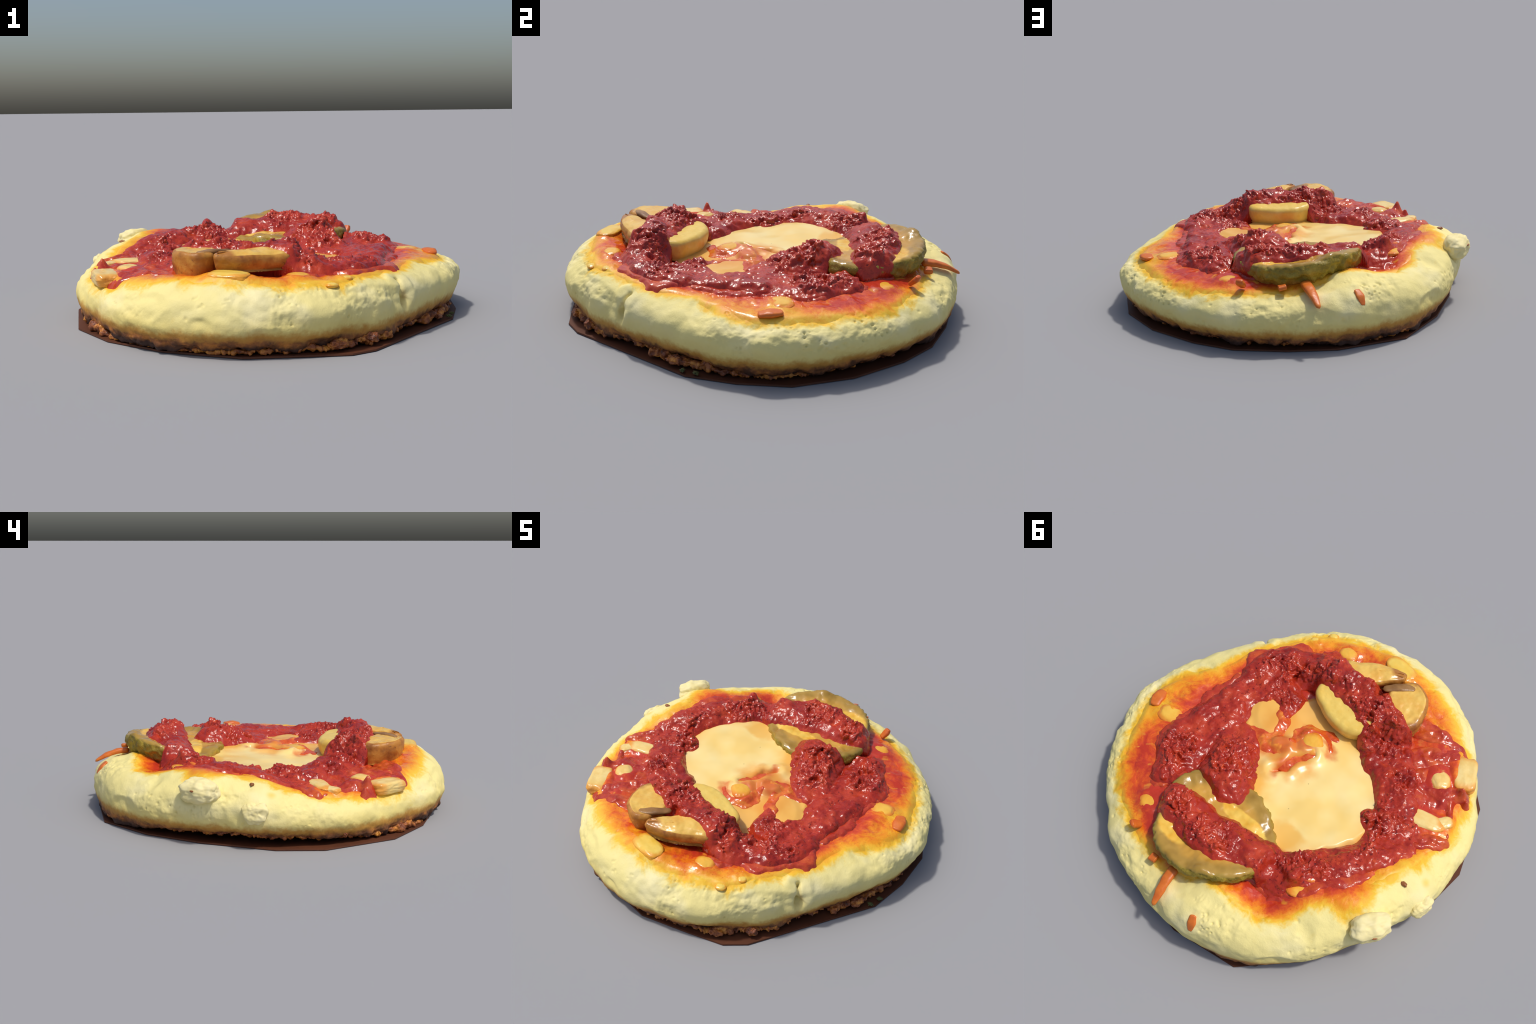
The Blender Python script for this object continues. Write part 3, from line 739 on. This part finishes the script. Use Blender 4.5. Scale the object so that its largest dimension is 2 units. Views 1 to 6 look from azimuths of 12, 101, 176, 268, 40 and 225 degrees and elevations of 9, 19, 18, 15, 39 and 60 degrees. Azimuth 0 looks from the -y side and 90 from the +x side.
lump("feta_crumb", (-.836, .368, .276), (.098, .066, .060), 60, M_FETA, 2.4, rough=.20, seed=40, fine=.10, freq=1.1)
lump("feta_crumb", (-.922, .100, .190), (.060, .040, .050), 85, M_FETA, 2.6, rough=.24, seed=41, fine=.10, freq=1.1)

def shred(name, path, mat, sides=14, seed=0, flat=.6):
    """a tapering strip along (x, y, z, half width) points"""
    p = np.array(path, float); n = 26
    t = np.linspace(0, len(p) - 1, n); q = np.stack([np.interp(t, np.arange(len(p)), p[:, k]) for k in range(4)], -1)
    for _ in range(4):
        q[1:-1] = (q[:-2] + 2 * q[1:-1] + q[2:]) / 4
    T = np.gradient(q[:, :3], axis=0); T /= np.linalg.norm(T, axis=1, keepdims=True)
    S = np.cross(T, (0, 0, 1)); S /= np.linalg.norm(S, axis=1, keepdims=True) + 1e-9; U = np.cross(S, T)
    a = np.linspace(0, 2 * np.pi, sides, endpoint=False)
    end = np.minimum(1, np.minimum(np.arange(n), np.arange(n)[::-1]) / 1.5 + .25)[:, None]
    ca, sa = np.sign(np.cos(a)) * np.abs(np.cos(a))**.7, np.sign(np.sin(a)) * np.abs(np.sin(a))**.7
    V = q[:, None, :3] + (q[:, 3:] * end)[..., None] * (S[:, None] * ca[None, :, None] + U[:, None] * sa[None, :, None] * flat)
    V = V + .12 * q[:, None, 3:] * perlin(V * 25, 500 + seed)[..., None]
    k = np.arange(sides)
    return add_mesh(name, V.reshape(-1, 3), [ring_faces(n, sides), k[None, ::-1], (n - 1) * sides + k[None]], [mat])

shred("carrot_shred", [(.01, .80, .285, .028), (-.005, .87, .278, .026), (-.02, .93, .260, .020), (-.036, .990, .226, .011)], M_CARROT, seed=1)
shred("carrot_shred", [(*on_top(-.222, .895, .003), .014), (*on_top(-.236, .925, .003), .024), (*on_top(-.246, .950, .002), .010)], M_CARROT, seed=2, flat=.35)
shred("carrot_shred", [(.30, .76, .270, .016), (.315, .79, .300, .024), (.32, .80, .320, .016)], M_CARROT, seed=3)
shred("carrot_shred", [(.10, .835, .285, .02), (.14, .84, .280, .022)], M_CARROT, seed=4)
shred("pepper_strip", [(.815, .16, .268, .022), (.80, .21, .274, .036), (.775, .26, .272, .024)], M_CARROT, seed=5, flat=.4)
shred("pepper_strip", [(-.462, .43, .335, .020), (-.487, .39, .315, .040), (-.512, .345, .302, .042), (-.535, .30, .290, .026)], M_LIP, seed=6, flat=.45)
shred("mushroom_gill", [(-.175, -.705, .386, .012), (-.15, -.695, .386, .020), (-.125, -.675, .386, .026), (-.09, -.64, .386, .024), (-.05, -.595, .384, .016)], M_GILL, seed=8, flat=.42)

for k, (p, s) in enumerate([(on_top(-.815, .112, -.002), .013), ((-.89, .40, .290), .010)]):
    lump("chilli_flake", p, (s * 1.3, s * .8, s * .5), 50 * k, M_FLAKE, 2.2, .3, sub=2, seed=50 + k)

# ------------------------------------------------------------------ the scorched, ragged lip at the foot
LIP = periodic([(-180, .945), (-166, .935), (-152, .955), (-141, .985), (-128, .980), (-114, .940), (-100, .935), (-85, .945), (-70, .955), (-58, .980), (-46, .992), (-32, .965),
                (-12, .985), (0, .960), (20, .935), (50, .925), (90, .930), (112, .945), (119, .965), (128, .935), (150, .930), (168, .950)])
def build_burnt_lip():
    n, m = 1500, 26
    th = np.linspace(-np.pi, np.pi, n, endpoint=False); R = RADIUS(th)
    c3 = xyz(np.cos(th), np.sin(th), 0.0)
    rag = .020 * fbm(c3 * 9, 2, 601) + .016 * fbm(c3 * 34, 3, 602) + .008 * perlin(c3 * 110, 603)
    chunk = sstep(.15, .45, perlin(c3 * 11, 604)) * sstep(.94, .965, LIP(th))
    ro, ri = LIP(th) * R + rag + .012 * chunk, .80 * R
    zc = FOOT(th) + .004 + .012 * fbm(c3 * 12, 3, 605) + .008 * chunk; hh = .013 + .006 * perlin(c3 * 26, 606) + .010 * chunk
    rows = []
    for a in np.linspace(-np.pi / 2, np.pi / 2, m):
        s = np.sign(np.sin(a)) * abs(np.sin(a))**.8
        rows.append(np.stack([(ro - .030 + .030 * np.cos(a)) * np.cos(th), (ro - .030 + .030 * np.cos(a)) * np.sin(th), zc + hh * s], -1))
    rows = [np.stack([ri * np.cos(th), ri * np.sin(th), zc - hh * .6], -1)] + rows + [np.stack([ri * np.cos(th), ri * np.sin(th), zc + hh * 1.4], -1)]
    P = np.array(rows)
    N = np.cross(np.gradient(P, axis=1), np.gradient(P, axis=0)); N /= np.linalg.norm(N, axis=-1, keepdims=True) + 1e-12
    if (N[m // 2] * P[m // 2])[:, :2].sum() < 0:
        N = -N
    P[1:-1] += (N * (.010 * fbm(P * 30, 3, 607) + .006 * perlin(P * 70, 608))[..., None])[1:-1]
    P[..., 2] = np.maximum(P[..., 2], .009)
    F = ring_faces(len(rows), n)
    k = np.arange(n); k2 = (k + 1) % n; o = (len(rows) - 1) * n
    return add_mesh("burnt_edge", P.reshape(-1, 3), [F, np.stack([o + k, o + k2, k2, k], -1)], [M_BURNT], stuff=True)
build_burnt_lip()
for k, (deg, q, z, sx, sy, sz) in enumerate([(-61, .975, .036, .036, .024, .016), (-50, .985, .045, .030, .026, .020), (-12, .985, .038, .044, .022, .020), (118, .962, .042, .036, .024, .018), (-158, .965, .06, .016, .014, .022)]):
    a = math.radians(deg); r = q * float(RADIUS(a))
    lump("burnt_scrap", (r * math.cos(a), r * math.sin(a), z), (sx, sy, sz), deg + 90, M_BURNT, 2.2, .38, sub=4, seed=60 + k, fine=.25, freq=1.4)
for k, (deg, q) in enumerate([(-9, 1.02), (-5, 1.01)]):
    a = math.radians(deg); r = q * float(RADIUS(a))
    lump("herb_flake", (r * math.cos(a), r * math.sin(a), .02), (.013, .010, .005), 40 * k, M_HERB, 2.0, .6, sub=3, seed=90 + k, fine=1.0)
